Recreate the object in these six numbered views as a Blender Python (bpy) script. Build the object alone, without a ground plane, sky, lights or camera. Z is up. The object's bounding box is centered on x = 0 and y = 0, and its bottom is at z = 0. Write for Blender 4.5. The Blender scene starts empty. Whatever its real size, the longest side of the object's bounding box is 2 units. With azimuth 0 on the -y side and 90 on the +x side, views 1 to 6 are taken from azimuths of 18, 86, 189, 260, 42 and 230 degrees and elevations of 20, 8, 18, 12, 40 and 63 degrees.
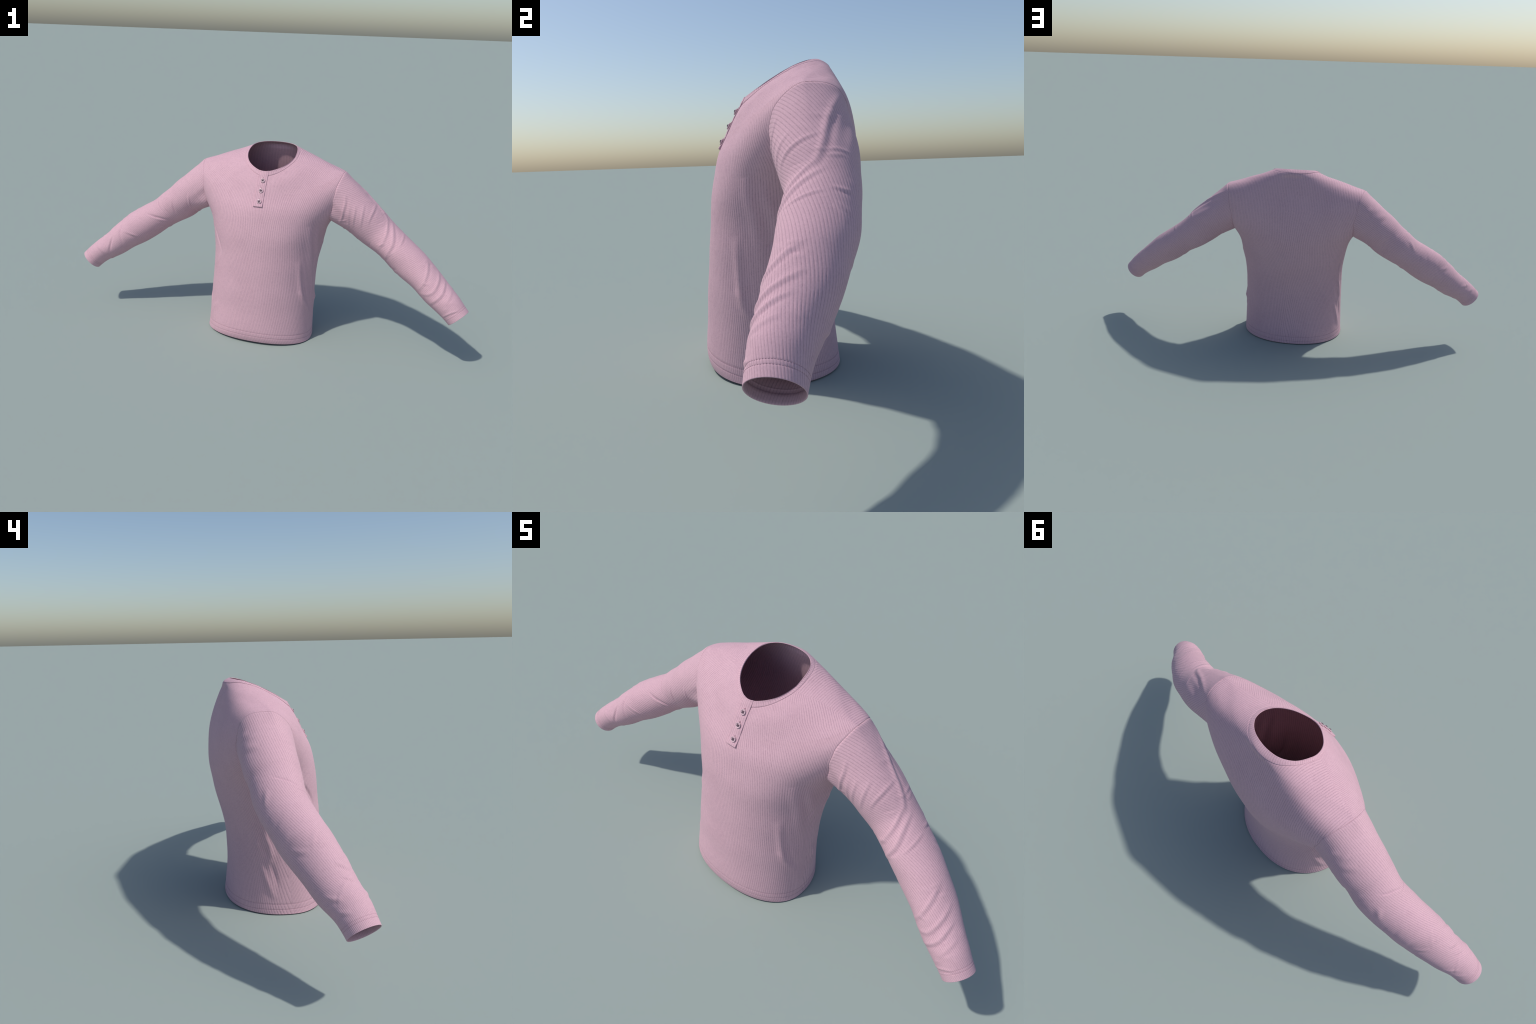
import bpy, bmesh
from mathutils import Matrix
import numpy as np

# ----------------------------------------------------------------------------
# 1. THE SHIRT'S SHAPE: a stack of body rings and two sleeve spines
# ----------------------------------------------------------------------------
# Body rings from hem to shoulder: half width, then (y, z) of the side point, the
# front point and the back point, then how square the front / back quarter is and
# how fast height changes from the side point towards the front / back.
RINGS = np.array([
    [0.271, -0.054, 0.001, -0.233, 0.009, 0.187, 0.002, 2.14, 2.19, 2.20, 1.83],
    [0.268, -0.048, 0.033, -0.241, 0.052, 0.184, 0.027, 2.09, 2.22, 2.14, 1.83],
    [0.264, -0.037, 0.142, -0.235, 0.141, 0.172, 0.138, 2.05, 2.17, 2.11, 1.83],
    [0.262, -0.019, 0.240, -0.229, 0.240, 0.173, 0.241, 2.09, 2.06, 2.11, 1.85],
    [0.261, 0.004, 0.340, -0.221, 0.340, 0.186, 0.340, 2.18, 1.92, 2.13, 1.90],
    [0.268, 0.036, 0.440, -0.213, 0.440, 0.211, 0.440, 2.21, 1.80, 2.19, 1.95],
    [0.283, 0.060, 0.529, -0.205, 0.530, 0.230, 0.528, 2.29, 1.86, 2.28, 2.00],
    [0.317, 0.075, 0.603, -0.193, 0.601, 0.240, 0.603, 2.13, 2.03, 2.34, 2.05],
    [0.385, 0.081, 0.702, -0.179, 0.661, 0.230, 0.711, 1.78, 2.23, 2.39, 2.10],
    [0.402, 0.060, 0.804, -0.159, 0.705, 0.204, 0.806, 1.57, 2.32, 2.44, 2.15],
    [0.316, 0.055, 0.846, -0.140, 0.743, 0.179, 0.880, 1.64, 2.13, 2.41, 2.20],
    [0.213, 0.091, 0.884, -0.119, 0.782, 0.173, 0.902, 1.98, 1.95, 2.30, 2.21]])
# Neck seam and neck edge: points from the middle of the front round to the back.
BAND = np.array([
    [0.0000, -0.1020, 0.8110], [0.0633, -0.0783, 0.8276], [0.1018, -0.0409, 0.8533],
    [0.1256, 0.0038, 0.8793], [0.1302, 0.0516, 0.9038], [0.1208, 0.0959, 0.9183],
    [0.0973, 0.1321, 0.9237], [0.0614, 0.1589, 0.9206], [0.0000, 0.1708, 0.9217]])
NECK = np.array([
    [0.0000, -0.0918, 0.8316], [0.0520, -0.0729, 0.8422], [0.0912, -0.0406, 0.8612],
    [0.1142, 0.0023, 0.8853], [0.1207, 0.0473, 0.9079], [0.1109, 0.0874, 0.9239],
    [0.0872, 0.1177, 0.9314], [0.0528, 0.1376, 0.9351], [0.0000, 0.1452, 0.9364]])
# Armhole: from ring level ARM_LOW to ARM_TOP, opening angles towards front and back
ARM_LOW, ARM_TOP = 6.916, 9.635
ARM_FRONT = np.radians([32.5, 32.0, 30.4, 32.4, 33.8, 36.6, 37.2])
ARM_BACK = np.radians([30.6, 32.5, 36.6, 37.6, 40.6, 42.2, 42.2])
# Sleeve spines: centre x, y, z, radius up-down, radius front-back
SLEEVE_LEFT = np.array([
    [0.4193, 0.0663, 0.6570, 0.0940, 0.1103], [0.4832, 0.0649, 0.6029, 0.0930, 0.0989],
    [0.5412, 0.0618, 0.5581, 0.0865, 0.0906], [0.6034, 0.0461, 0.5183, 0.0782, 0.0903],
    [0.6657, 0.0278, 0.4750, 0.0811, 0.0898], [0.7278, 0.0041, 0.4310, 0.0797, 0.0828],
    [0.7865, -0.0195, 0.3885, 0.0715, 0.0800], [0.8420, -0.0478, 0.3438, 0.0676, 0.0741],
    [0.9021, -0.0750, 0.2997, 0.0592, 0.0630], [0.9578, -0.0931, 0.2480, 0.0545, 0.0565]])
SLEEVE_RIGHT = np.array([
    [-0.4223, 0.0734, 0.6599, 0.0916, 0.1074], [-0.4778, 0.0626, 0.6051, 0.0939, 0.0972],
    [-0.5418, 0.0625, 0.5592, 0.0869, 0.0931], [-0.6035, 0.0480, 0.5150, 0.0819, 0.0909],
    [-0.6654, 0.0288, 0.4735, 0.0855, 0.0899], [-0.7255, 0.0037, 0.4309, 0.0835, 0.0874],
    [-0.7851, -0.0223, 0.3881, 0.0754, 0.0812], [-0.8434, -0.0465, 0.3393, 0.0682, 0.0734],
    [-0.9054, -0.0735, 0.2982, 0.0586, 0.0631], [-0.9593, -0.0933, 0.2477, 0.0549, 0.0559]])
RIB = 0.0083                      # pitch of the rib knit on the body
SLEEVE_RIBS = {1: 60, -1: 70}     # ribs round the left and the right sleeve

def spline(points, u):
    """natural cubic spline through evenly numbered points (first axis)"""
    K = len(points); flat = points.reshape(K, -1)
    A = np.zeros((K, K)); r = np.zeros_like(flat); A[0, 0] = A[-1, -1] = 1
    for i in range(1, K - 1):
        A[i, i - 1] = A[i, i + 1] = 1; A[i, i] = 4
        r[i] = 6 * (flat[i - 1] - 2 * flat[i] + flat[i + 1])
    M = np.linalg.solve(A, r); u = np.asarray(u, float)
    i = np.clip(np.floor(u).astype(int), 0, K - 2); f = (u - i)[:, None]; g = 1 - f
    out = g * flat[i] + f * flat[i + 1] + ((g**3 - g) * M[i] + (f**3 - f) * M[i + 1]) / 6
    return out.reshape((len(u),) + points.shape[1:])

def body_ring(r, th):
    X, ys, zs, yf, zf, yb, zb, nf, nb, qf, qb = r
    ct, st = np.cos(th), np.sin(th); fr = st < 0
    n = np.where(fr, nf, nb); q = np.where(fr, qf, qb)
    ac = np.abs(ct) ** (2 / n); al = np.abs(st) ** (2 / n)
    return np.stack([X * np.sign(ct) * ac, ys + (np.where(fr, yf, yb) - ys) * al,
                     zs + (np.where(fr, zf, zb) - zs) * (1 - ac ** q)], -1)

def neck_ring(k, th):
    full = np.vstack([k, (k * [-1, 1, 1])[-2:0:-1]]); n = len(full)
    A = 4 * np.eye(n) + np.roll(np.eye(n), 1, 0) + np.roll(np.eye(n), -1, 0)
    m = np.linalg.solve(A, 6 * (np.roll(full, 1, 0) - 2 * full + np.roll(full, -1, 0)))
    u = ((np.asarray(th) + np.pi / 2) / (2 * np.pi) * n) % n
    i = np.floor(u).astype(int) % n; f = (u - np.floor(u))[..., None]; j = (i + 1) % n; g = 1 - f
    return g * full[i] + f * full[j] + ((g**3 - g) * m[i] + (f**3 - f) * m[j]) / 6

LEVELS = len(RINGS) + 2
BASIS = np.eye(LEVELS)

def body_points(u, th):
    """points of the closed body: u (R,), th (R,C) -> (R,C,3)"""
    W = spline(BASIS, u)
    out = np.zeros(th.shape + (3,))
    for k in range(LEVELS):
        ring = body_ring(RINGS[k], th) if k < len(RINGS) else neck_ring(BAND if k == len(RINGS) else NECK, th)
        out += W[:, k, None, None] * ring
    return out

def armhole_angles(u):
    tau = np.clip((u - ARM_LOW) / (ARM_TOP - ARM_LOW), 0, 1); w = 2 * np.sqrt(tau * (1 - tau))
    return spline(ARM_FRONT[:, None], tau * 6)[:, 0] * w, spline(ARM_BACK[:, None], tau * 6)[:, 0] * w

def body_outward(u, th):
    e = 2e-3
    du = body_points(np.clip(u + .02, 0, LEVELS - 1), th) - body_points(np.clip(u - .02, 0, LEVELS - 1), th)
    dv = body_points(u, th + e) - body_points(u, th - e)
    N = np.cross(dv, du); return N / (np.linalg.norm(N, axis=-1, keepdims=True) + 1e-12)

def armhole_loop(side, n=160, normals=False):
    tau = (1 - np.cos(np.linspace(0, np.pi, n))) / 2
    u = ARM_LOW + (ARM_TOP - ARM_LOW) * tau
    af, ab = armhole_angles(u)
    uu = np.r_[u, u[::-1][1:-1]]; th = np.r_[-af, ab[::-1][1:-1]]
    P = body_points(uu, th[:, None])[:, 0] * [side, 1, 1]
    if normals:
        return P, body_outward(uu, th[:, None])[:, 0] * [side, 1, 1]
    return P

def smooth(a, b, x):
    t = np.clip((x - a) / (b - a), 0, 1); return t * t * (3 - 2 * t)

def grid_normals(P, wrap):
    du = np.gradient(P, axis=0)
    dv = (np.roll(P, -1, 1) - np.roll(P, 1, 1)) if wrap else np.gradient(P, axis=1)
    N = np.cross(dv, du); N /= np.linalg.norm(N, axis=-1, keepdims=True) + 1e-12
    return N

# ---- sleeves: rows from armhole to cuff, columns round the arm ---------------
def twist_angle(side, s):
    """how far the ribs have wound round the arm at s metres from the armhole"""
    return -(3.8 * s + 0.75 * (1 - np.exp(-s / 0.12))) if side > 0 else 2.4 * s

def sleeve_grid(spine, side, rows_join=104, rows=None, u0=0.85):
    cols = SLEEVE_RIBS[side] * 7
    if rows is None:
        rows = np.r_[np.linspace(u0, 8.3, 215), np.linspace(8.3, 9, 62)[1:]]
    s = spline(spine, rows); P = s[:, :3]
    fine = spline(spine, np.clip(rows[:, None] + np.array([-.02, .02]), 0, 9).ravel())[:, :3].reshape(-1, 2, 3)
    T = fine[:, 1] - fine[:, 0]; T /= np.linalg.norm(T, axis=1)[:, None]
    H = np.array([0, 1., 0]) - T * T[:, 1:2]; H /= np.linalg.norm(H, axis=1)[:, None]
    U = np.cross(H, T) * -side
    phi0 = np.linspace(0, 2 * np.pi, cols, endpoint=False)
    f = np.linspace(0, 1, rows_join, endpoint=False) ** 0.8
    spine_len = np.r_[0, np.cumsum(np.linalg.norm(np.diff(P, axis=0), axis=1))]
    guess = np.r_[f * 0.13, 0.13 + spine_len]
    phi = phi0[None] + twist_angle(side, guess)[:, None]
    def tube(i, ph):
        return P[i, None] + H[i, None] * (s[i, 4, None] * np.cos(ph))[..., None] + U[i, None] * (s[i, 3, None] * np.sin(ph))[..., None]
    n = np.arange(len(rows)); body = tube(n, phi[rows_join:])
    # the armhole loop, brought to the same angles
    loop, loop_n = armhole_loop(side, normals=True); d = loop - P[0]
    ang = np.arctan2(d @ U[0] / s[0, 3], d @ H[0] / s[0, 4]) % (2 * np.pi)
    o = np.argsort(ang); ang, lp = ang[o], np.hstack([loop, loop_n])[o]
    ang = np.r_[ang[-6:] - 2 * np.pi, ang, ang[:6] + 2 * np.pi]; lp = np.vstack([lp[-6:], lp, lp[:6]])
    ph = phi[:rows_join]
    st = np.stack([np.interp(ph % (2 * np.pi), ang, lp[:, i]) for i in range(6)], -1)
    p0, seam_n = st[..., :3], st[..., 3:]
    z = np.zeros(rows_join, int)
    p1 = tube(z, ph); t1 = tube(z + 1, ph) - p1
    m0 = p1 - p0; L = np.linalg.norm(m0, axis=-1, keepdims=True)
    t1 = t1 / np.linalg.norm(t1, axis=-1, keepdims=True) * L
    f = f[:, None, None]
    join = (2*f**3 - 3*f**2 + 1) * p0 + (f**3 - 2*f**2 + f) * m0 + (3*f**2 - 2*f**3) * p1 + (f**3 - f**2) * t1
    G = np.vstack([join, body])
    step = np.r_[np.diff(f[:, 0, 0]) * L[:-1, :, 0].mean(1), (1 - f[-1, 0, 0]) * L[-1].mean(), np.diff(spine_len)]
    along = np.r_[0, np.cumsum(step)]
    r = np.r_[np.full(rows_join, (s[0, 3] + s[0, 4]) / 2), (s[:, 3] + s[:, 4]) / 2]
    return G, along, phi, r, seam_n

# ----------------------------------------------------------------------------
# 2. SURFACE RELIEF: rib knit, folds, seams
# ----------------------------------------------------------------------------
rng = np.random.default_rng(7)
WAVES = [(rng.normal(size=3), rng.uniform(0, 6.28)) for _ in range(14)]

FOLD_GAIN = 0.64

def soft_noise(P, size):
    """smooth noise of about -1..1 with lumps of the given size (m)"""
    out = np.zeros(P.shape[:-1])
    for k, ph in WAVES:
        out += np.sin(P @ (k * (2.2 / size)) + ph)
    return out / 3.7

def rib_height(rho, depth, pitch=1.0):
    t = np.abs(np.sin(np.pi * rho / pitch))
    return depth * (t ** 0.75 - 0.68)

def add_fold(h, X, Y, pts, height, width, groove=0.0, rowwise=None):
    """add one fold, working only on the rows of the grid it reaches"""
    xs = [p[0] if rowwise is not None else p[1] for p in pts]
    line = rowwise if rowwise is not None else Y[:, 0]
    lo, hi = np.searchsorted(line, min(xs) - 5 * width), np.searchsorted(line, max(xs) + 5 * width)
    if hi > lo:
        h[lo:hi] += fold_field(X[lo:hi], Y[lo:hi], pts, height, width, groove)

def fold_field(X, Y, pts, height, width, groove=0.0, sharp=1.0):
    """ridge along a bent line in surface metres, with a hollow on its right side"""
    best = np.full(X.shape, 1e9); sgn = np.ones(X.shape); tt = np.zeros(X.shape)
    pts = np.asarray(pts, float); pts = spline(pts, np.linspace(0, len(pts) - 1, 9)); seg = np.linalg.norm(np.diff(pts, axis=0), axis=1)
    cum = np.r_[0, np.cumsum(seg)] / seg.sum()
    for i in range(len(pts) - 1):
        a, b = pts[i], pts[i + 1]; d = b - a; L = d @ d
        f = np.clip(((X - a[0]) * d[0] + (Y - a[1]) * d[1]) / L, 0, 1)
        ex, ey = X - a[0] - f * d[0], Y - a[1] - f * d[1]
        dist = np.hypot(ex, ey); m = dist < best
        best = np.where(m, dist, best); sgn = np.where(m, np.sign(d[1] * ex - d[0] * ey), sgn)
        tt = np.where(m, cum[i] + f * (cum[i + 1] - cum[i]), tt)
    taper = np.sin(np.pi * np.clip(tt, 0, 1)) ** 0.9
    q = best * sgn
    height, groove, width = height * FOLD_GAIN, groove * FOLD_GAIN * 0.55, width * 0.84
    return taper * (height * np.exp(-np.abs(q / width) ** (2 * sharp)) - groove * np.exp(-((q - 1.5 * width) / width) ** 2))

# folds of the sleeves: (metres from the armhole, degrees round the arm: 0 back, 90 up,
# 180 front, 270 below), then ridge height, width, hollow beside it (towards the cuff)
FOLDS_LEFT = [
    ([(.045, 150), (.062, 172), (.072, 200), (.080, 232)], .0050, .0095, .0032),
    ([(.087, 165), (.110, 195), (.145, 228)], .0024, .0080, .0012),
    ([(.105, 150), (.129, 180), (.160, 210)], .0032, .0080, .0022),
    ([(.128, 130), (.156, 163), (.192, 195)], .0030, .0080, .0022),
    ([(.163, 88), (.174, 122), (.186, 150), (.205, 172)], .0034, .0075, .0026),
    ([(.250, 104), (.300, 135), (.328, 172), (.333, 218)], .0046, .0100, .0030),
    ([(.285, 90), (.335, 130), (.372, 170), (.386, 232)], .0052, .0100, .0044),
    ([(.360, 85), (.385, 126), (.398, 155)], .0028, .0070, .0020),
    ([(.515, 95), (.560, 130), (.605, 180), (.607, 225)], .0042, .0100, .0032),
    ([(.585, 85), (.630, 122), (.659, 160), (.656, 192), (.626, 225)], .0046, .0095, .0032),
    ([(.645, 92), (.680, 130), (.696, 172), (.684, 232)], .0048, .0085, .0042),
    ([(.700, 95), (.722, 140), (.736, 190)], .0028, .0080, .0014),
    ([(.766, 236), (.769, 200), (.774, 168), (.786, 136)][::-1], .0026, .0060, .0030),
    ([(.010, 40), (.050, 57), (.123, 78), (.200, 92), (.290, 112)], .0066, .0120, .0058),
    ([(.330, 44), (.343, 60), (.346, 80)], .0026, .0070, .0026),
    ([(.090, 300), (.170, 285), (.260, 270)], .0030, .0140, .0020),
    ([(.360, 250), (.395, 285), (.400, 320)], .0036, .0120, .0030),
    ([(.620, 320), (.660, 350), (.690, 385)], .0030, .0110, .0030),
    ([(.100, 225), (.118, 255), (.120, 290)], .0026, .0080, .0020),
    ([(.150, 230), (.172, 260), (.175, 295)], .0022, .0090, .0018),
    ([(.010, 18), (.070, 36), (.150, 54), (.230, 66)], -.0062, .0230, 0),
    ([(.060, 305), (.220, 305), (.400, 300), (.640, 300)], .0110, .0420, 0),
]
FOLDS_RIGHT = [
    ([(.206, 160), (.226, 186), (.240, 214)], -.0042, .0065, -.0022),
    ([(.110, 176), (.133, 198), (.158, 222)], .0036, .0075, .0022),
    ([(.404, 148), (.367, 176), (.344, 193), (.315, 216)], -.0052, .0070, -.0030),
    ([(.308, 110), (.314, 150), (.308, 182)], -.0026, .0060, -.0012),
    ([(.540, 122), (.572, 150), (.590, 174), (.606, 210)], -.0040, .0080, -.0020),
    ([(.562, 160), (.531, 191), (.505, 216)], .0042, .0075, .0022),
    ([(.620, 150), (.672, 182), (.695, 208)], -.0052, .0085, -.0026),
    ([(.728, 110), (.724, 164), (.708, 215)], .0038, .0090, .0028),
    ([(.244, 66), (.264, 88), (.278, 108), (.306, 132)], -.0030, .0055, -.0014),
    ([(.285, 56), (.305, 45), (.330, 28)], .0048, .0130, .0026),
    ([(.100, 28), (.108, 45), (.118, 66)], .0036, .0130, .0026),
    ([(.030, 10), (.050, 26), (.058, 50)], .0036, .0120, .0026),
    ([(.495, 24), (.526, 40), (.545, 60)], .0030, .0110, .0020),
    ([(.675, 22), (.705, 40), (.725, 62)], .0034, .0100, .0024),
    ([(.735, 20), (.752, 40), (.762, 66)], .0030, .0090, .0024),
    ([(.600, 96), (.622, 112), (.640, 134)], .0030, .0090, .0030),
    ([(.655, 92), (.676, 110), (.690, 130)], .0026, .0080, .0026),
    ([(.330, 250), (.350, 280), (.352, 310)], .0036, .0100, .0030),
    ([(.130, 235), (.150, 265), (.150, 300)], .0036, .0100, .0030),
    ([(.690, 250), (.720, 280), (.730, 310)], .0032, .0090, .0030),
    ([(.050, 305), (.170, 300), (.300, 300), (.400, 300)], .0085, .0380, 0),
]
# folds of the body: (ring level, degrees: 0 wearer's left side, -90 front, 180 right side)
FOLDS_BODY = [
    ([(1.8, -8), (2.6, -24), (3.3, -32), (4.9, -42)], .0085, .0160, .0050),
    ([(3.3, -9), (4.5, -20), (5.5, -29), (6.9, -41)], .0095, .0210, .0060),
    ([(4.5, -5), (5.5, -16), (6.7, -28)], .0075, .0190, .0050),
    ([(6.2, -150), (5.6, -140), (5.1, -133), (4.7, -131)], -.0060, .0090, 0),
    ([(4.5, -114), (3.8, -115), (3.2, -118)], -.0018, .0120, -.0010),
    ([(2.3, -134), (1.4, -156)], .0030, .0120, .0010),
    ([(4.6, 158), (3.6, 163), (3.1, 165), (2.5, 157)], .0070, .0170, .0020),
    ([(2.8, 150), (2.0, 157), (1.3, 166)], .0065, .0150, .0030),
    ([(2.8, 163), (2.2, 166), (1.7, 169)], -.0050, .0110, -.0010),
    ([(5.6, 170), (4.9, 164), (4.2, 160)], .0040, .0150, .0020),
    ([(6.3, -2), (5.7, 1), (5.1, 3), (4.6, 3)], .0075, .0140, .0030),
    ([(6.2, -176), (5.5, -170), (4.9, -168)], .0040, .0140, .0020),
]

# small creases scattered over the sleeves and small upright puckers below the armpits
def small_creases(seed, lean):
    g = np.random.default_rng(seed); out = []
    for k in range(44):
        a, p = g.uniform(.05, .77), g.uniform(0, 360)
        span, tilt = g.uniform(18, 55), lean * g.uniform(-.2, 1.0) * g.uniform(.01, .035)
        h = g.uniform(.0010, .0024) * (1 if g.random() < .65 else -1)
        out.append(([(a - tilt, p - span / 2), (a + g.normal(0, .004), p), (a + tilt, p + span / 2)], h, g.uniform(.0065, .0105), h * g.uniform(.2, .8)))
    return out
CREASES = {1: small_creases(3, -1), -1: small_creases(5, -1)}
def side_puckers():
    g = np.random.default_rng(11); out = []
    for side in (0, 180):
        for k in range(17):
            l, t = g.uniform(1.8, 6.0), side + g.normal(0, 20)
            n, d = g.uniform(.5, 1.1), g.normal(0, 4)
            t = (t + 180) % 360 - 180
            if abs(t) > 160:
                t = np.sign(t) * 160
            h = g.uniform(.0020, .0042) * (1 if g.random() < .7 else -1)
            out.append(([(l - n / 2, t - d), (l, t), (l + n / 2, t + d)], h, g.uniform(.007, .014), h * .5))
    return out
PUCKERS = side_puckers()

# ----------------------------------------------------------------------------
# 3. MESH BUILDING
# ----------------------------------------------------------------------------
def quads(idx, wrap=False):
    a, b = idx[:-1], idx[1:]
    if wrap:
        a2, b2 = np.roll(a, -1, 1), np.roll(b, -1, 1)
    else:
        a2, b2, a, b = a[:, 1:], b[:, 1:], a[:, :-1], b[:, :-1]
    return np.stack([a, a2, b2, b], -1).reshape(-1, 4)

def mesh_object(name, V, F, material, parent, smooth_faces=True, groove=None, groove_material=None):
    V = np.ascontiguousarray(V, np.float32).reshape(-1, 3); F = np.ascontiguousarray(F, np.int32)
    me = bpy.data.meshes.new(name)
    me.vertices.add(len(V)); me.vertices.foreach_set("co", V.ravel())
    me.loops.add(F.size); me.loops.foreach_set("vertex_index", F.ravel())
    me.polygons.add(len(F)); me.polygons.foreach_set("loop_start", np.arange(0, F.size, F.shape[1], dtype=np.int32))
    me.polygons.foreach_set("loop_total", np.full(len(F), F.shape[1], np.int32))
    me.update(calc_edges=True); me.validate()
    me.polygons.foreach_set("use_smooth", np.full(len(me.polygons), smooth_faces))
    me.materials.append(material)
    if groove is not None:
        me.materials.append(groove_material)
        me.polygons.foreach_set("material_index", groove.astype(np.int32))
    ob = bpy.data.objects.new(name, me); bpy.context.scene.collection.objects.link(ob)
    ob.parent = parent
    return ob

# ---- arc lengths on the body, for ribs that keep their pitch -----------------
_U = np.linspace(0, LEVELS - 1, 131); _A = np.linspace(0, np.pi / 2, 91)   # angle from the middle
def _arc(front):
    th = (-np.pi / 2 + _A) if front else (np.pi / 2 - _A)
    P = body_points(_U, np.repeat(th[None], len(_U), 0))
    return np.concatenate([np.zeros((len(_U), 1)), np.cumsum(np.linalg.norm(np.diff(P, axis=1), axis=-1), axis=1)], 1)
ARC_F, ARC_B = _arc(True), _arc(False)
def sample(T, u, a):
    fu = np.clip(u / (LEVELS - 1), 0, 1) * 130; fa = np.clip(a / (np.pi / 2), 0, 1) * 90
    i = np.minimum(fu.astype(int), 129); j = np.minimum(fa.astype(int), 89); p, q = fu - i, fa - j
    return (1-p)*(1-q)*T[i, j] + p*(1-q)*T[i+1, j] + (1-p)*q*T[i, j+1] + p*q*T[i+1, j+1]

def rib_coordinate(u, th, P):
    """distance across the ribs, signed by side of the shirt; the knit hangs a little askew"""
    x, z = P[..., 0], P[..., 2]
    askew = np.clip(z - .45, -.6, .17)
    askew_front = 0.20 * askew + np.interp(x, [-.16, .18], [0, .42]) * np.clip(z - .62, 0, .2)
    askew_back = -0.15 * np.clip(z - .45, -.6, .30)
    af, ab = np.abs(th + np.pi / 2), np.abs(th - np.pi / 2); sx = np.sign(x)
    five = np.full(u.shape, 5.0)
    mf = smooth(5.2, 8.8, u) * 0.55
    front = (1 - mf) * sample(ARC_F, five, af) + mf * sample(ARC_F, u, af)
    mb = smooth(5.5, 8.5, u)
    back = (1 - mb) * sample(ARC_B, five, ab) + mb * np.abs(x) * 1.04
    # the shoulder seam lies a little in front of the ridge
    seam = np.where(u > ARM_TOP, -np.radians(22) * np.clip((u - ARM_TOP) / 1.7, 0, 1) ** 0.75, 0)
    side = np.abs(np.abs(th) - np.where(np.cos(th) > 0, 0, np.pi)) * np.where(th < 0, -1, 1)   # 0 on the side line, + to the back
    return np.where(side > seam, sx * back + askew_back, sx * front + askew_front)

SEAM_DEPTH, SEAM_WIDTH = 0.0010, 0.0015
HEM_LINES = (0.80, 1.12)           # ring levels of the two rows of hem stitching

def body_relief(u2, th, P, with_ribs=False):
    X = th * 0.21; Y = u2 * 0.1
    h = np.zeros(u2.shape)
    rho = rib_coordinate(u2, th, P) + 0.0004 * soft_noise(P * [1, 1, .35], .04)
    h += rib_height(rho, RIB_DEPTH * np.clip(1 + .5 * soft_noise(P, .016), .1, 2), RIB)
    for pts, hh, w, g in FOLDS_BODY + PUCKERS:
        pp = [(np.radians(a) * 0.21, l * 0.1) for l, a in pts]
        add_fold(h, X, Y, pp, hh, w, g)
    h = h + 0.0010 * soft_noise(P, .12) * smooth(0.8, 2.5, u2)
    for lv in HEM_LINES:
        h = h - 0.0008 * np.exp(-((u2 - lv) / 0.035) ** 2)
    return (h, rho) if with_ribs else h

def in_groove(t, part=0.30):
    return np.abs((t + .5) % 1 - .5) < part / 2

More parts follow.
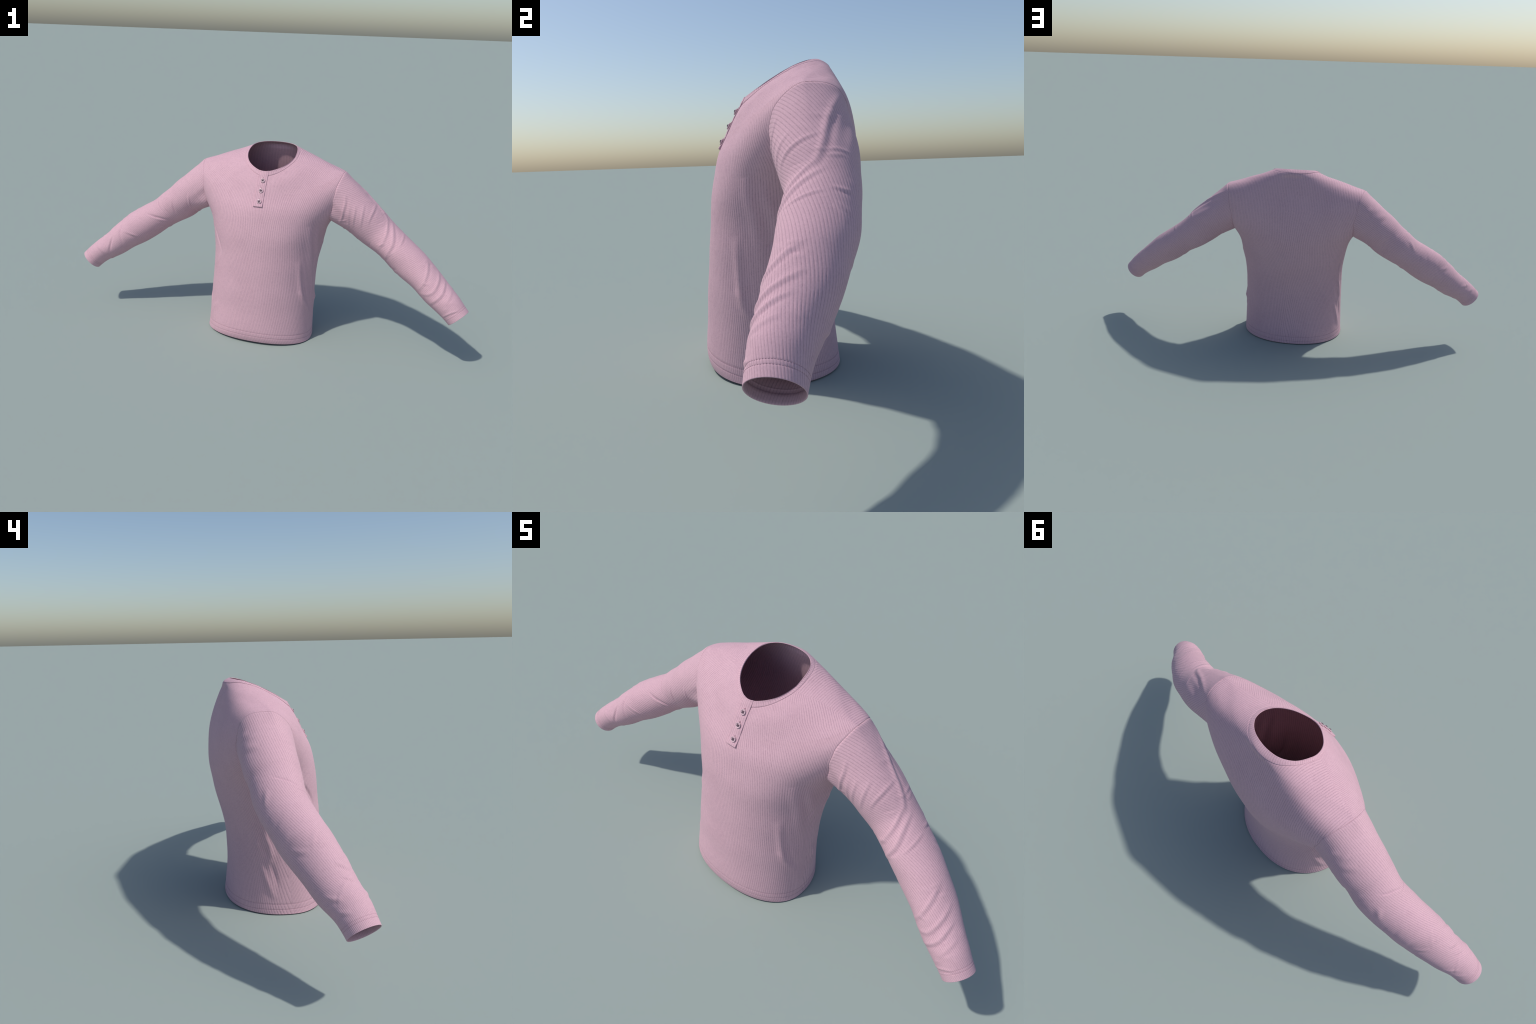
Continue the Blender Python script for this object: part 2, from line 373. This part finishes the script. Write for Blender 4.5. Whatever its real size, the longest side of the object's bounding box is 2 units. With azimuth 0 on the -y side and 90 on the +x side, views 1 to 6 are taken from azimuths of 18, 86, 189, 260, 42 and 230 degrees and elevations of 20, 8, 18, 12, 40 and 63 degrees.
def build_body(mat, parent):
    rows = np.r_[np.linspace(0, 1.3, 60), np.linspace(1.3, ARM_LOW, 180)[1:],
                 (ARM_LOW + (ARM_TOP - ARM_LOW) * (1 - np.cos(np.linspace(0, np.pi, 190))) / 2)[1:],
                 np.linspace(ARM_TOP, 11.85, 185)[1:], np.linspace(11.85, 12.03, 8)[1:]]
    C = 721; s = np.linspace(0, 1, C)
    af, ab = armhole_angles(rows); closed = af < 1e-6
    thF = -(af[:, None] + (np.pi - 2 * af[:, None]) * s)          # left side -> front -> right side
    thB = ab[:, None] + (np.pi - 2 * ab[:, None]) * s             # left side -> back -> right side
    loop = np.vstack([armhole_loop(1, 120), armhole_loop(-1, 120)])
    out, normals, rhos = [], [], []
    for th in (thF, thB):
        u2 = np.repeat(rows[:, None], C, 1)
        P = body_points(rows, th); N = body_outward(rows, th)
        h, rho = body_relief(u2, th, P, True); rhos.append(rho)
        # seam: the cloth dips where the sleeve is sewn on
        zone = np.where((rows > ARM_LOW - .25) & (rows < ARM_TOP + .25))[0]
        cols = np.r_[0:24, C - 24:C]
        Q = P[np.ix_(zone, cols)]
        d = np.stack([np.sqrt(((q[:, None] - loop[None]) ** 2).sum(-1)).min(-1) for q in Q])
        hz = h[np.ix_(zone, cols)] * smooth(0.0002, 0.006, d)
        h[np.ix_(zone, cols)] = hz - SEAM_DEPTH * np.exp(-(d / SEAM_WIDTH) ** 2)
        h[-7:] -= np.linspace(0, 0.0011, 7)[:, None]              # tucked under the neckband
        out.append(P + N * h[..., None]); normals.append(N)
    R = len(rows)
    # on closed rows the panels share their side columns
    for c in (0, C - 1):
        rhos[0][closed, c] = 0.5 * RIB
        m = (out[0][closed, c] + out[1][closed, c]) / 2
        out[0][closed, c] = m
    idF = np.arange(R * C).reshape(R, C); idB = idF + R * C
    idB[closed, 0] = idF[closed, 0]; idB[closed, -1] = idF[closed, -1]
    V = np.vstack([out[0].reshape(-1, 3), out[1].reshape(-1, 3)])
    F = [quads(idF)[:, ::-1], quads(idB)]
    # turned-up hem: the edge rolls in and runs up inside
    base = len(V)
    inner_rows = [(0.0, -.0008, -.0006), (0.0, -.0018, -.0003), (0.03, -.0024, .0004), (0.35, -.0028, 0), (0.75, -.0028, 0), (0.80, -.0016, 0)]
    hems = []
    for lev, off, dz in inner_rows:
        u = np.array([lev])
        ring = []
        for th in (thF[:1], thB[:1, ::-1]):
            p = body_points(u, th)[0] + body_outward(u, th)[0] * off; p[:, 2] += dz
            ring.append(p[:-1])
        hems.append(np.vstack(ring))
    n = len(hems[0]); hv = np.vstack(hems)
    first = np.r_[idF[0, :-1], idB[0, ::-1][:-1]]
    ids = np.vstack([first[None], base + np.arange(len(hems) * n).reshape(len(hems), n)])
    V = np.vstack([V, hv]); F.append(quads(ids, True))
    V[:, 2] -= min(0, V[:, 2].min())
    R1 = np.concatenate([rhos[0].ravel(), rhos[1].ravel(), np.full(len(hv), .5 * RIB)])
    used = np.zeros(len(V), bool); FF = np.vstack(F)
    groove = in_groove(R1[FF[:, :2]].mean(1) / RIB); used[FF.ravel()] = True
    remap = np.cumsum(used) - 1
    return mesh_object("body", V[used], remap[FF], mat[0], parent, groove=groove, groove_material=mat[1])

# ---- sleeves -----------------------------------------------------------------
CUFF_LINES = (0.023, 0.032)        # stitching rows, metres from the cuff edge

def sleeve_surface(spine, side, folds):
    G, along, phi, r, seam_n = sleeve_grid(spine, side)
    N = grid_normals(G, True)
    if (N * (G - G.mean(1, keepdims=True))).sum(-1).mean() < 0:
        N = -N
    A2 = np.repeat(along[:, None], phi.shape[1], 1); R2 = r[:, None]
    h = np.zeros(A2.shape)
    for pts, hh, w, g in folds + CREASES[side]:
        mid = np.mean([p[1] for p in pts])
        ang = (np.degrees(phi) - mid + 180) % 360 - 180
        add_fold(h, A2, np.radians(ang) * R2, [(a, np.radians(b - mid) * np.interp(a, along, r)) for a, b in pts], hh, w, g, rowwise=along)
    end = along[-1] - A2
    h = h * smooth(0.0, 0.030, end)
    h += 0.0014 * soft_noise(G, .085) * smooth(0.02, 0.08, end)
    return G, N, h, along, phi, A2, end, seam_n

def build_sleeve(spine, side, folds, mat, parent):
    G, N, h, along, phi, A2, end, seam_n = sleeve_surface(spine, side, folds)
    rho = np.repeat(np.arange(phi.shape[1])[None], len(along), 0) / phi.shape[1] * SLEEVE_RIBS[side] + 0.03 * soft_noise(G, .05)
    h = h + rib_height(rho, RIB_DEPTH * (.85 if side > 0 else .65) * np.clip(1 + .5 * soft_noise(G, .016), .1, 2))
    h *= smooth(0.0002, 0.008, A2)
    for d in CUFF_LINES:
        h -= 0.0005 * np.exp(-((end - d) / 0.0016) ** 2)
    P = G + N * h[..., None]
    k0 = len(seam_n)
    P[:k0] -= seam_n * (SEAM_DEPTH * np.exp(-(A2[:k0] / SEAM_WIDTH) ** 2))[..., None]
    axis = G[-1].mean(0) - G[-20].mean(0); axis /= np.linalg.norm(axis)
    allowance = (P[0] - seam_n[0] * 0.005)[None]
    def inner(i, off, back=0.0):
        return (G[i] - N[i] * off - axis * back)[None]
    k = [int(np.argmin(np.abs(along[-1] - along - d))) for d in (.006, .014, .021, .0225)]
    tail = [inner(-1, .0005) + axis * .0005, inner(-1, .0014) + axis * .0003, inner(-1, .0020, .0008)] + [inner(i, .0024) for i in k[:3]] + [inner(k[3], .0010)]
    S = np.vstack([allowance, P] + tail)
    ids = np.arange(S.shape[0] * S.shape[1]).reshape(S.shape[:2])
    F = quads(ids, True)
    RR = np.vstack([rho[:1], rho, np.repeat(rho[-1:], len(tail), 0)])
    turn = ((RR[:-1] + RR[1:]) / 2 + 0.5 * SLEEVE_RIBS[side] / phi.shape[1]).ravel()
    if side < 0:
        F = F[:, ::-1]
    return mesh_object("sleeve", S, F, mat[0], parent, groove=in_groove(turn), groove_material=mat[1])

# ---- small tubes for stitches --------------------------------------------------
def tubes(paths, radius, sides=6):
    """paths: (n, m, 3) -> joined tapered tubes"""
    n, m, _ = paths.shape
    T = np.gradient(paths, axis=1); T /= np.linalg.norm(T, axis=-1, keepdims=True) + 1e-12
    ref = np.where(np.abs(T[..., 2:3]) > .9, [1., 0, 0], [0, 0, 1.]); A = np.cross(T, ref); A /= np.linalg.norm(A, axis=-1, keepdims=True) + 1e-12
    B = np.cross(T, A); a = np.linspace(0, 2 * np.pi, sides, endpoint=False)
    f = np.sqrt(np.clip(1 - np.linspace(-1, 1, m) ** 4, .08, 1))[None, :, None, None]
    S = paths[:, :, None] + radius * f * (A[:, :, None] * np.cos(a)[:, None] + B[:, :, None] * np.sin(a)[:, None])
    base = np.arange(n * m * sides).reshape(n, m, sides)
    F = np.concatenate([quads(b, True) for b in base])
    return S.reshape(-1, 3), F

def stitch_row(points, normals, length=.0040, gap=.0014, lift=.0, radius=.00047):
    """cut a closed line into stitches"""
    P = np.vstack([points, points[:1]]); Nn = np.vstack([normals, normals[:1]])
    L = np.r_[0, np.cumsum(np.linalg.norm(np.diff(P, axis=0), axis=1))]
    n = int(L[-1] / (length + gap)); step = L[-1] / n
    t = np.arange(n)[:, None] * step + np.linspace(0, length, 5)[None]
    Q = np.stack([np.interp(t, L, P[:, i]) for i in range(3)], -1)
    M = np.stack([np.interp(t, L, Nn[:, i]) for i in range(3)], -1)
    arch = lift + 0.0003 * np.sin(np.linspace(0, np.pi, 5))[None, :, None]
    return tubes(Q + M * arch, radius, 5)

def join_parts(parts):
    V, F, n = [], [], 0
    for v, f in parts:
        V.append(v); F.append(f + n); n += len(v)
    return np.vstack(V), np.vstack(F)

def build_hem_stitching(mat, parent):
    th = np.linspace(-np.pi, np.pi, 1400, endpoint=False)[None]; parts = []
    for lv in HEM_LINES:
        u = np.array([lv]); P = body_points(u, th); N = body_outward(u, th)
        h = body_relief(np.full(th.shape, lv), th, P)
        base = h - rib_height(rib_coordinate(np.full(th.shape, lv), th, P), RIB_DEPTH, RIB)
        parts.append(stitch_row((P + N * base[..., None])[0], N[0], lift=.0002))
    ob = mesh_object("stitching", *join_parts(parts), mat, parent); ob["kind"] = "stuff"
    return ob

def build_cuff_stitching(spine, side, folds, mat, parent):
    G, N, h, along, phi, A2, end, seam_n = sleeve_surface(spine, side, folds); parts = []
    for d in CUFF_LINES:
        i = int(np.argmin(np.abs(along[-1] - along - d)))
        parts.append(stitch_row(G[i] + N[i] * (h[i][:, None] - .0006), N[i], lift=.0001))
    ob = mesh_object("stitching", *join_parts(parts), mat, parent); ob["kind"] = "stuff"
    return ob

# ---- neckband ------------------------------------------------------------------
def build_neckband(mat, parent):
    C = 720; th = np.linspace(-np.pi, np.pi, C, endpoint=False)
    prof = [(12.04, -.0026), (12.015, -.0010), (12.005, -.0002), (12.01, .0002), (12.04, .0005), (12.10, .0006)]
    prof += [(v, .0007) for v in np.linspace(12.2, 12.90, 10)]
    prof += [(12.97, .0009), (12.995, .0006), (13.0, 0), (12.995, -.0007), (12.96, -.0013)]
    prof += [(v, -.0016) for v in (12.7, 12.5, 12.3, 12.15)] + [(12.12, -.0008)]
    u = np.array([p[0] for p in prof]); off = np.array([p[1] for p in prof])
    T2 = np.repeat(th[None], len(u), 0)
    P = body_points(u, T2)
    e = 2e-3
    dv = body_points(u, T2 + e) - body_points(u, T2 - e)
    mid = body_points(np.array([12.15]), th[None]); top = body_points(np.array([12.85]), th[None])
    N = np.cross(dv, np.repeat(top - mid, len(u), 0)); N /= np.linalg.norm(N, axis=-1, keepdims=True)
    ring = body_points(np.array([12.5]), th[None])[0]
    arc = np.r_[0, np.cumsum(np.linalg.norm(np.diff(ring, axis=0), axis=1))]; tot = arc[-1] + np.linalg.norm(ring[0] - ring[-1])
    k = round(tot / RIB); ribs = rib_height(arc / tot * k, RIB_DEPTH * .7)
    wob = 0.0004 * soft_noise(P, .03)
    m = ((u > 12.02) & (off > .0005))[:, None]
    h = off[:, None] + np.where(m, ribs[None] + wob, 0)
    P = P + N * h[..., None]
    ids = np.arange(P.shape[0] * C).reshape(-1, C)
    turn = np.repeat((arc / tot * k + .5 * k / C)[None], len(u) - 1, 0).ravel()
    return mesh_object("neckband", P, quads(ids, True), mat[0], parent, groove=in_groove(turn), groove_material=mat[1])

# ---- placket, buttons, buttonholes -----------------------------------------------
PLACKET_HALF, PLACKET_BOTTOM = 0.0222, 0.678

def front_surface(x, u):
    """points and outward normals of the middle front at given x, level"""
    th = np.linspace(-np.pi / 2 - .75, -np.pi / 2 + .75, 241)
    P = body_points(u, np.repeat(th[None], len(u), 0)); N = body_outward(u, np.repeat(th[None], len(u), 0))
    out = np.zeros((len(u), len(x), 3)); no = np.zeros_like(out)
    for i in range(len(u)):
        for c in range(3):
            out[i, :, c] = np.interp(x, P[i, :, 0], P[i, :, c]); no[i, :, c] = np.interp(x, P[i, :, 0], N[i, :, c])
    no /= np.linalg.norm(no, axis=-1, keepdims=True)
    return out, no

_uf = np.linspace(6, 13, 400)
_zf = body_points(_uf, np.full((400, 1), -np.pi / 2))[:, 0, 2]
def level_at(z):
    return np.interp(z, _zf, _uf)

def placket_lift(z):
    return .0029 + .0002 * smooth(.795, .815, z) + .0034 * (1 - smooth(.678, .705, z))

def build_placket(mat, parent):
    h = PLACKET_HALF
    xs = np.r_[-h, -h, -h + .0004, -h + .0012, np.linspace(-h + .0025, h - .0025, 36), h - .0012, h - .0004, h, h]
    lx = np.r_[-.0030, 0.35, .75, .95, np.ones(36), .95, .75, .35, -.0030]
    zs = np.r_[PLACKET_BOTTOM, PLACKET_BOTTOM, PLACKET_BOTTOM + .0004, PLACKET_BOTTOM + .0014, np.linspace(PLACKET_BOTTOM + .003, .8300, 110)]
    lz = np.r_[-1, .35, .8, .97, np.ones(110)]
    u = level_at(zs); P, N = front_surface(xs, u)
    N = N * smooth(0, 1, 1.0) if False else N
    lift = placket_lift(zs)[:, None]
    prof = np.minimum(np.where(lx < 0, 0, lx)[None], np.where(lz < 0, 0, lz)[:, None])
    under = (lx < 0)[None] | (lz < 0)[:, None]
    off = np.where(under, -.003, prof * lift)
    # quieter left edge (overlap is stitched down there)
    off = np.where(under, off, off - .0004 * (1 - smooth(-h, 0, xs))[None] * prof)
    off = off + np.where((prof > .9) & ~under, rib_height(xs[None] + .003 + 0 * zs[:, None], RIB_DEPTH * .6, .0083), 0)
    for edge in (-h + .0045, h - .0045):
        off = off - np.where(under, 0, .0006 * np.exp(-((xs[None] - edge) / .0009) ** 2))
    off = off + np.where(under, 0, .0006 * soft_noise(P, .02))
    Q = P + N * off[..., None]
    # fold over the neck edge
    top, topN = P[-1], N[-1]
    up = (P[-1] - P[-6]); up /= np.linalg.norm(up, axis=-1, keepdims=True)
    pr = np.where(lx < 0, 0, lx)[:, None]
    extra = [top + topN * (.0030 * pr) + up * .0018, top + topN * (.0018 * pr) + up * .0026, top - topN * .0004 + up * .0028,
             top - topN * .0022 + up * .0018, top - topN * .0030 - up * .006, top - topN * .0030 - up * .016]
    Q = np.vstack([Q] + [e[None] for e in extra])
    ids = np.arange(Q.shape[0] * Q.shape[1]).reshape(Q.shape[:2])
    across = np.repeat(((xs[:-1] + xs[1:]) / 2 + .003)[None], Q.shape[0] - 1, 0).ravel() / .0083
    return mesh_object("placket", Q, quads(ids), mat[0], parent, groove=in_groove(across), groove_material=mat[1])

def frame_at(z, x=.003, extra=0.0):
    u = np.array([level_at(z - .004), level_at(z), level_at(z + .004)])
    P, N = front_surface(np.array([x]), u)
    n = N[1, 0]; up = P[2, 0] - P[0, 0]; up -= n * (up @ n); up /= np.linalg.norm(up); rt = np.cross(up, n)
    M = Matrix(((rt[0], up[0], n[0], 0), (rt[1], up[1], n[1], 0), (rt[2], up[2], n[2], 0), (0, 0, 0, 1)))
    o = P[1, 0] + n * (placket_lift(z) + extra)
    M.translation = o
    return M

def button_mesh(mat):
    """round button turned from a profile, with four thread holes"""
    prof = [(0, -.0012), (.0070, -.0012), (.0090, -.0004), (.0098, .0010), (.0098, .0022), (.0090, .0032), (.0080, .0034),
            (.0071, .0029), (.0065, .0021), (.0050, .0018), (.0020, .0018), (0, .0018)]
    n = 40; a = np.linspace(0, 2 * np.pi, n, endpoint=False)
    V = np.array([[[r * np.cos(t), r * np.sin(t), z] for t in a] for r, z in prof]).reshape(-1, 3)
    ids = np.arange(len(prof) * n).reshape(len(prof), n)
    V[:n, :2] *= 0; V[-n:, :2] *= 0
    ob = mesh_object("button", V, quads(ids, True), mat, None)
    bm = bmesh.new(); bm.from_mesh(ob.data); bmesh.ops.remove_doubles(bm, verts=bm.verts, dist=1e-6)
    bmesh.ops.recalc_face_normals(bm, faces=bm.faces); bm.to_mesh(ob.data); bm.free()
    cut = []
    for sx in (-1, 1):
        for sy in (-1, 1):
            bm = bmesh.new(); bmesh.ops.create_cone(bm, cap_ends=True, segments=14, radius1=.0011, radius2=.0011, depth=.01)
            me = bpy.data.meshes.new("hole"); bm.to_mesh(me); bm.free()
            c = bpy.data.objects.new("hole", me); c.location = (sx * .0021, sy * .0021, 0)
            bpy.context.scene.collection.objects.link(c); cut.append(c)
            m = ob.modifiers.new("hole", "BOOLEAN"); m.operation = "DIFFERENCE"; m.object = c; m.solver = "EXACT"
    bpy.context.view_layer.update()
    me = bpy.data.meshes.new_from_object(ob.evaluated_get(bpy.context.evaluated_depsgraph_get()))
    bpy.data.objects.remove(ob)
    for c in cut:
        bpy.data.objects.remove(c)
    me.name = "button"
    if not me.materials:
        me.materials.append(mat)
    me.shade_smooth(); me.set_sharp_from_angle(angle=np.radians(40))
    return me

def thread_mesh(mat):
    """a crossed stitch of thick thread, standing proud of the button"""
    paths = []
    for d in ((1, 1), (1, -1)):
        d = np.array(d) / np.sqrt(2); q = np.array([-d[1], d[0]])
        for k, o in enumerate((-.0008, .0008)):
            t = np.linspace(-1, 1, 9)
            z = .0014 + (.0032 + .0006 * (k == 1) + .0008 * (d[1] > 0)) * (1 - np.abs(t) ** 2.6)
            paths.append(np.stack([d[0] * t * .0060 + q[0] * o, d[1] * t * .0060 + q[1] * o, z], 1))
    V, F = tubes(np.array(paths), .00080, 7)
    ob = mesh_object("button_thread", V, F, mat, None); me = ob.data; bpy.data.objects.remove(ob)
    return me

def buttonhole_mesh(mat):
    """upright slit with a stitched lip"""
    a = np.linspace(0, 2 * np.pi, 60, endpoint=False)
    cx, cy = np.cos(a), np.sin(a)
    line = np.stack([.0017 * np.sign(cx) * np.abs(cx) ** .7, .0075 * np.sign(cy) * np.abs(cy) ** .85, 0 * a], 1)
    b = np.linspace(0, 2 * np.pi, 8, endpoint=False)
    out = np.stack([cx, cy * .4, 0 * a], 1); out /= np.linalg.norm(out, axis=1)[:, None]
    rad = .0008 * (1 + .18 * np.sign(np.sin(a * 30)))[:, None, None]
    V = line[:, None] + rad * (out[:, None] * np.cos(b)[:, None] + np.array([0, 0, 1.]) * np.sin(b)[:, None])
    ids = np.arange(60 * 8).reshape(60, 8); ids = np.vstack([ids, ids[:1]])
    ob = mesh_object("buttonhole", V.reshape(-1, 3), quads(ids, True), mat, None); me = ob.data; bpy.data.objects.remove(ob)
    return me

# ----------------------------------------------------------------------------
# 4. MATERIALS
# ----------------------------------------------------------------------------
def new_material(name):
    m = bpy.data.materials.new(name); m.use_nodes = True
    return m, m.node_tree.nodes, m.node_tree.links, m.node_tree.nodes["Principled BSDF"]

def knit_material(name, base, dark, groove, mottle=260):
    m, n, l, b = new_material(name)
    tc = n.new("ShaderNodeTexCoord")
    big = n.new("ShaderNodeTexNoise"); big.inputs["Scale"].default_value = 9; big.inputs["Detail"].default_value = 5
    small = n.new("ShaderNodeTexNoise"); small.inputs["Scale"].default_value = mottle; small.inputs["Detail"].default_value = 3
    for t in (big, small):
        l.new(tc.outputs["Object"], t.inputs["Vector"])
    add = n.new("ShaderNodeMath"); add.operation = "MULTIPLY_ADD"; add.inputs[1].default_value = 0.75
    l.new(small.outputs["Fac"], add.inputs[0])
    half = n.new("ShaderNodeMath"); half.operation = "MULTIPLY"; half.inputs[1].default_value = 0.25
    l.new(big.outputs["Fac"], half.inputs[0]); l.new(half.outputs[0], add.inputs[2])
    ramp = n.new("ShaderNodeValToRGB"); ramp.color_ramp.elements[0].position = 0.33; ramp.color_ramp.elements[1].position = 0.62
    ramp.color_ramp.elements[0].color = (*dark, 1); ramp.color_ramp.elements[1].color = (*base, 1)
    l.new(add.outputs[0], ramp.inputs["Fac"])
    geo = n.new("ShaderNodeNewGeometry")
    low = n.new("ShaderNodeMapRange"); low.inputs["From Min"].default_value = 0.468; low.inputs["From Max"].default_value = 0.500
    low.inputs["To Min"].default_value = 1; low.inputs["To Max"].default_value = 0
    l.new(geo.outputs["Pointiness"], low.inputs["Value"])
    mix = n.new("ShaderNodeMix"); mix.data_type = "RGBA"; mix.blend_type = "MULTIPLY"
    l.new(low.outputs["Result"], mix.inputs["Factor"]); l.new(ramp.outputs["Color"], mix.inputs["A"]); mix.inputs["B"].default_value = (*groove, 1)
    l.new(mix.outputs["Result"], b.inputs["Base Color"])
    bump = n.new("ShaderNodeBump"); bump.inputs["Strength"].default_value = 0.25; bump.inputs["Distance"].default_value = 0.0006
    fine = n.new("ShaderNodeTexNoise"); fine.inputs["Scale"].default_value = 420; fine.inputs["Detail"].default_value = 2
    l.new(tc.outputs["Object"], fine.inputs["Vector"]); l.new(fine.outputs["Fac"], bump.inputs["Height"]); l.new(bump.outputs["Normal"], b.inputs["Normal"])
    b.inputs["Roughness"].default_value = 0.9; b.inputs["Specular IOR Level"].default_value = 0.15
    b.inputs["Sheen Weight"].default_value = 0.06; b.inputs["Sheen Roughness"].default_value = 0.5
    return m

def plain_material(name, color, rough, coat=0.0, vary=0.0, scale=300):
    m, n, l, b = new_material(name)
    tc = n.new("ShaderNodeTexCoord"); t = n.new("ShaderNodeTexNoise"); t.inputs["Scale"].default_value = scale
    l.new(tc.outputs["Object"], t.inputs["Vector"])
    r = n.new("ShaderNodeValToRGB"); r.color_ramp.elements[0].position = .35; r.color_ramp.elements[1].position = .65
    r.color_ramp.elements[0].color = (*[c * (1 - vary) for c in color], 1); r.color_ramp.elements[1].color = (*color, 1)
    l.new(t.outputs["Fac"], r.inputs["Fac"]); l.new(r.outputs["Color"], b.inputs["Base Color"])
    b.inputs["Roughness"].default_value = rough; b.inputs["Coat Weight"].default_value = coat; b.inputs["Coat Roughness"].default_value = .12
    return m

# ----------------------------------------------------------------------------
# 5. ASSEMBLY
# ----------------------------------------------------------------------------
RIB_DEPTH = 0.00048
def main():
    light, dark = (0.657, 0.414, 0.475), (0.588, 0.363, 0.422)
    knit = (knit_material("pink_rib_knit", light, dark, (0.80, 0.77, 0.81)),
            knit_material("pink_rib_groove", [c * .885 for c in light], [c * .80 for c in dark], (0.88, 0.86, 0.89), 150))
    pearl = plain_material("pearl_button", (0.66, 0.46, 0.51), 0.42, .12, .15, 200)
    cord = plain_material("mauve_thread", (0.19, 0.12, 0.155), 0.8, 0, .3, 900)
    seam = plain_material("seam_thread", (0.50, 0.305, 0.36), 0.9, 0, .2, 900)
    shirt = bpy.data.objects.new("henley_shirt", None); bpy.context.scene.collection.objects.link(shirt)
    shirt["label"] = "pink ribbed long-sleeved henley shirt with three buttons"
    shirt["category"] = "shirt"
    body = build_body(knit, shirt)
    build_hem_stitching(seam, body)
    for spine, side, folds in ((SLEEVE_LEFT, 1, FOLDS_LEFT), (SLEEVE_RIGHT, -1, FOLDS_RIGHT)):
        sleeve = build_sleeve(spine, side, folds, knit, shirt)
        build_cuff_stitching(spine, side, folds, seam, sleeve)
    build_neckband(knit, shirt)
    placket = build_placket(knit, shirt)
    bm_, tm, hm = button_mesh(pearl), thread_mesh(cord), buttonhole_mesh(seam)
    for z, turn in ((.7905, .1), (.7475, -.25), (.7005, .2)):
        for name, me, M in (("button", bm_, frame_at(z, extra=.0012) @ Matrix.Rotation(turn, 4, "Z") @ Matrix.Scale(1.1, 4)),
                            ("button_thread", tm, frame_at(z, extra=.0012) @ Matrix.Rotation(turn, 4, "Z") @ Matrix.Scale(1.1, 4)),
                            ("buttonhole", hm, frame_at(z + .0065, extra=.0003))):
            ob = bpy.data.objects.new(name, me); bpy.context.scene.collection.objects.link(ob)
            ob.parent = placket; ob.matrix_world = M

main()
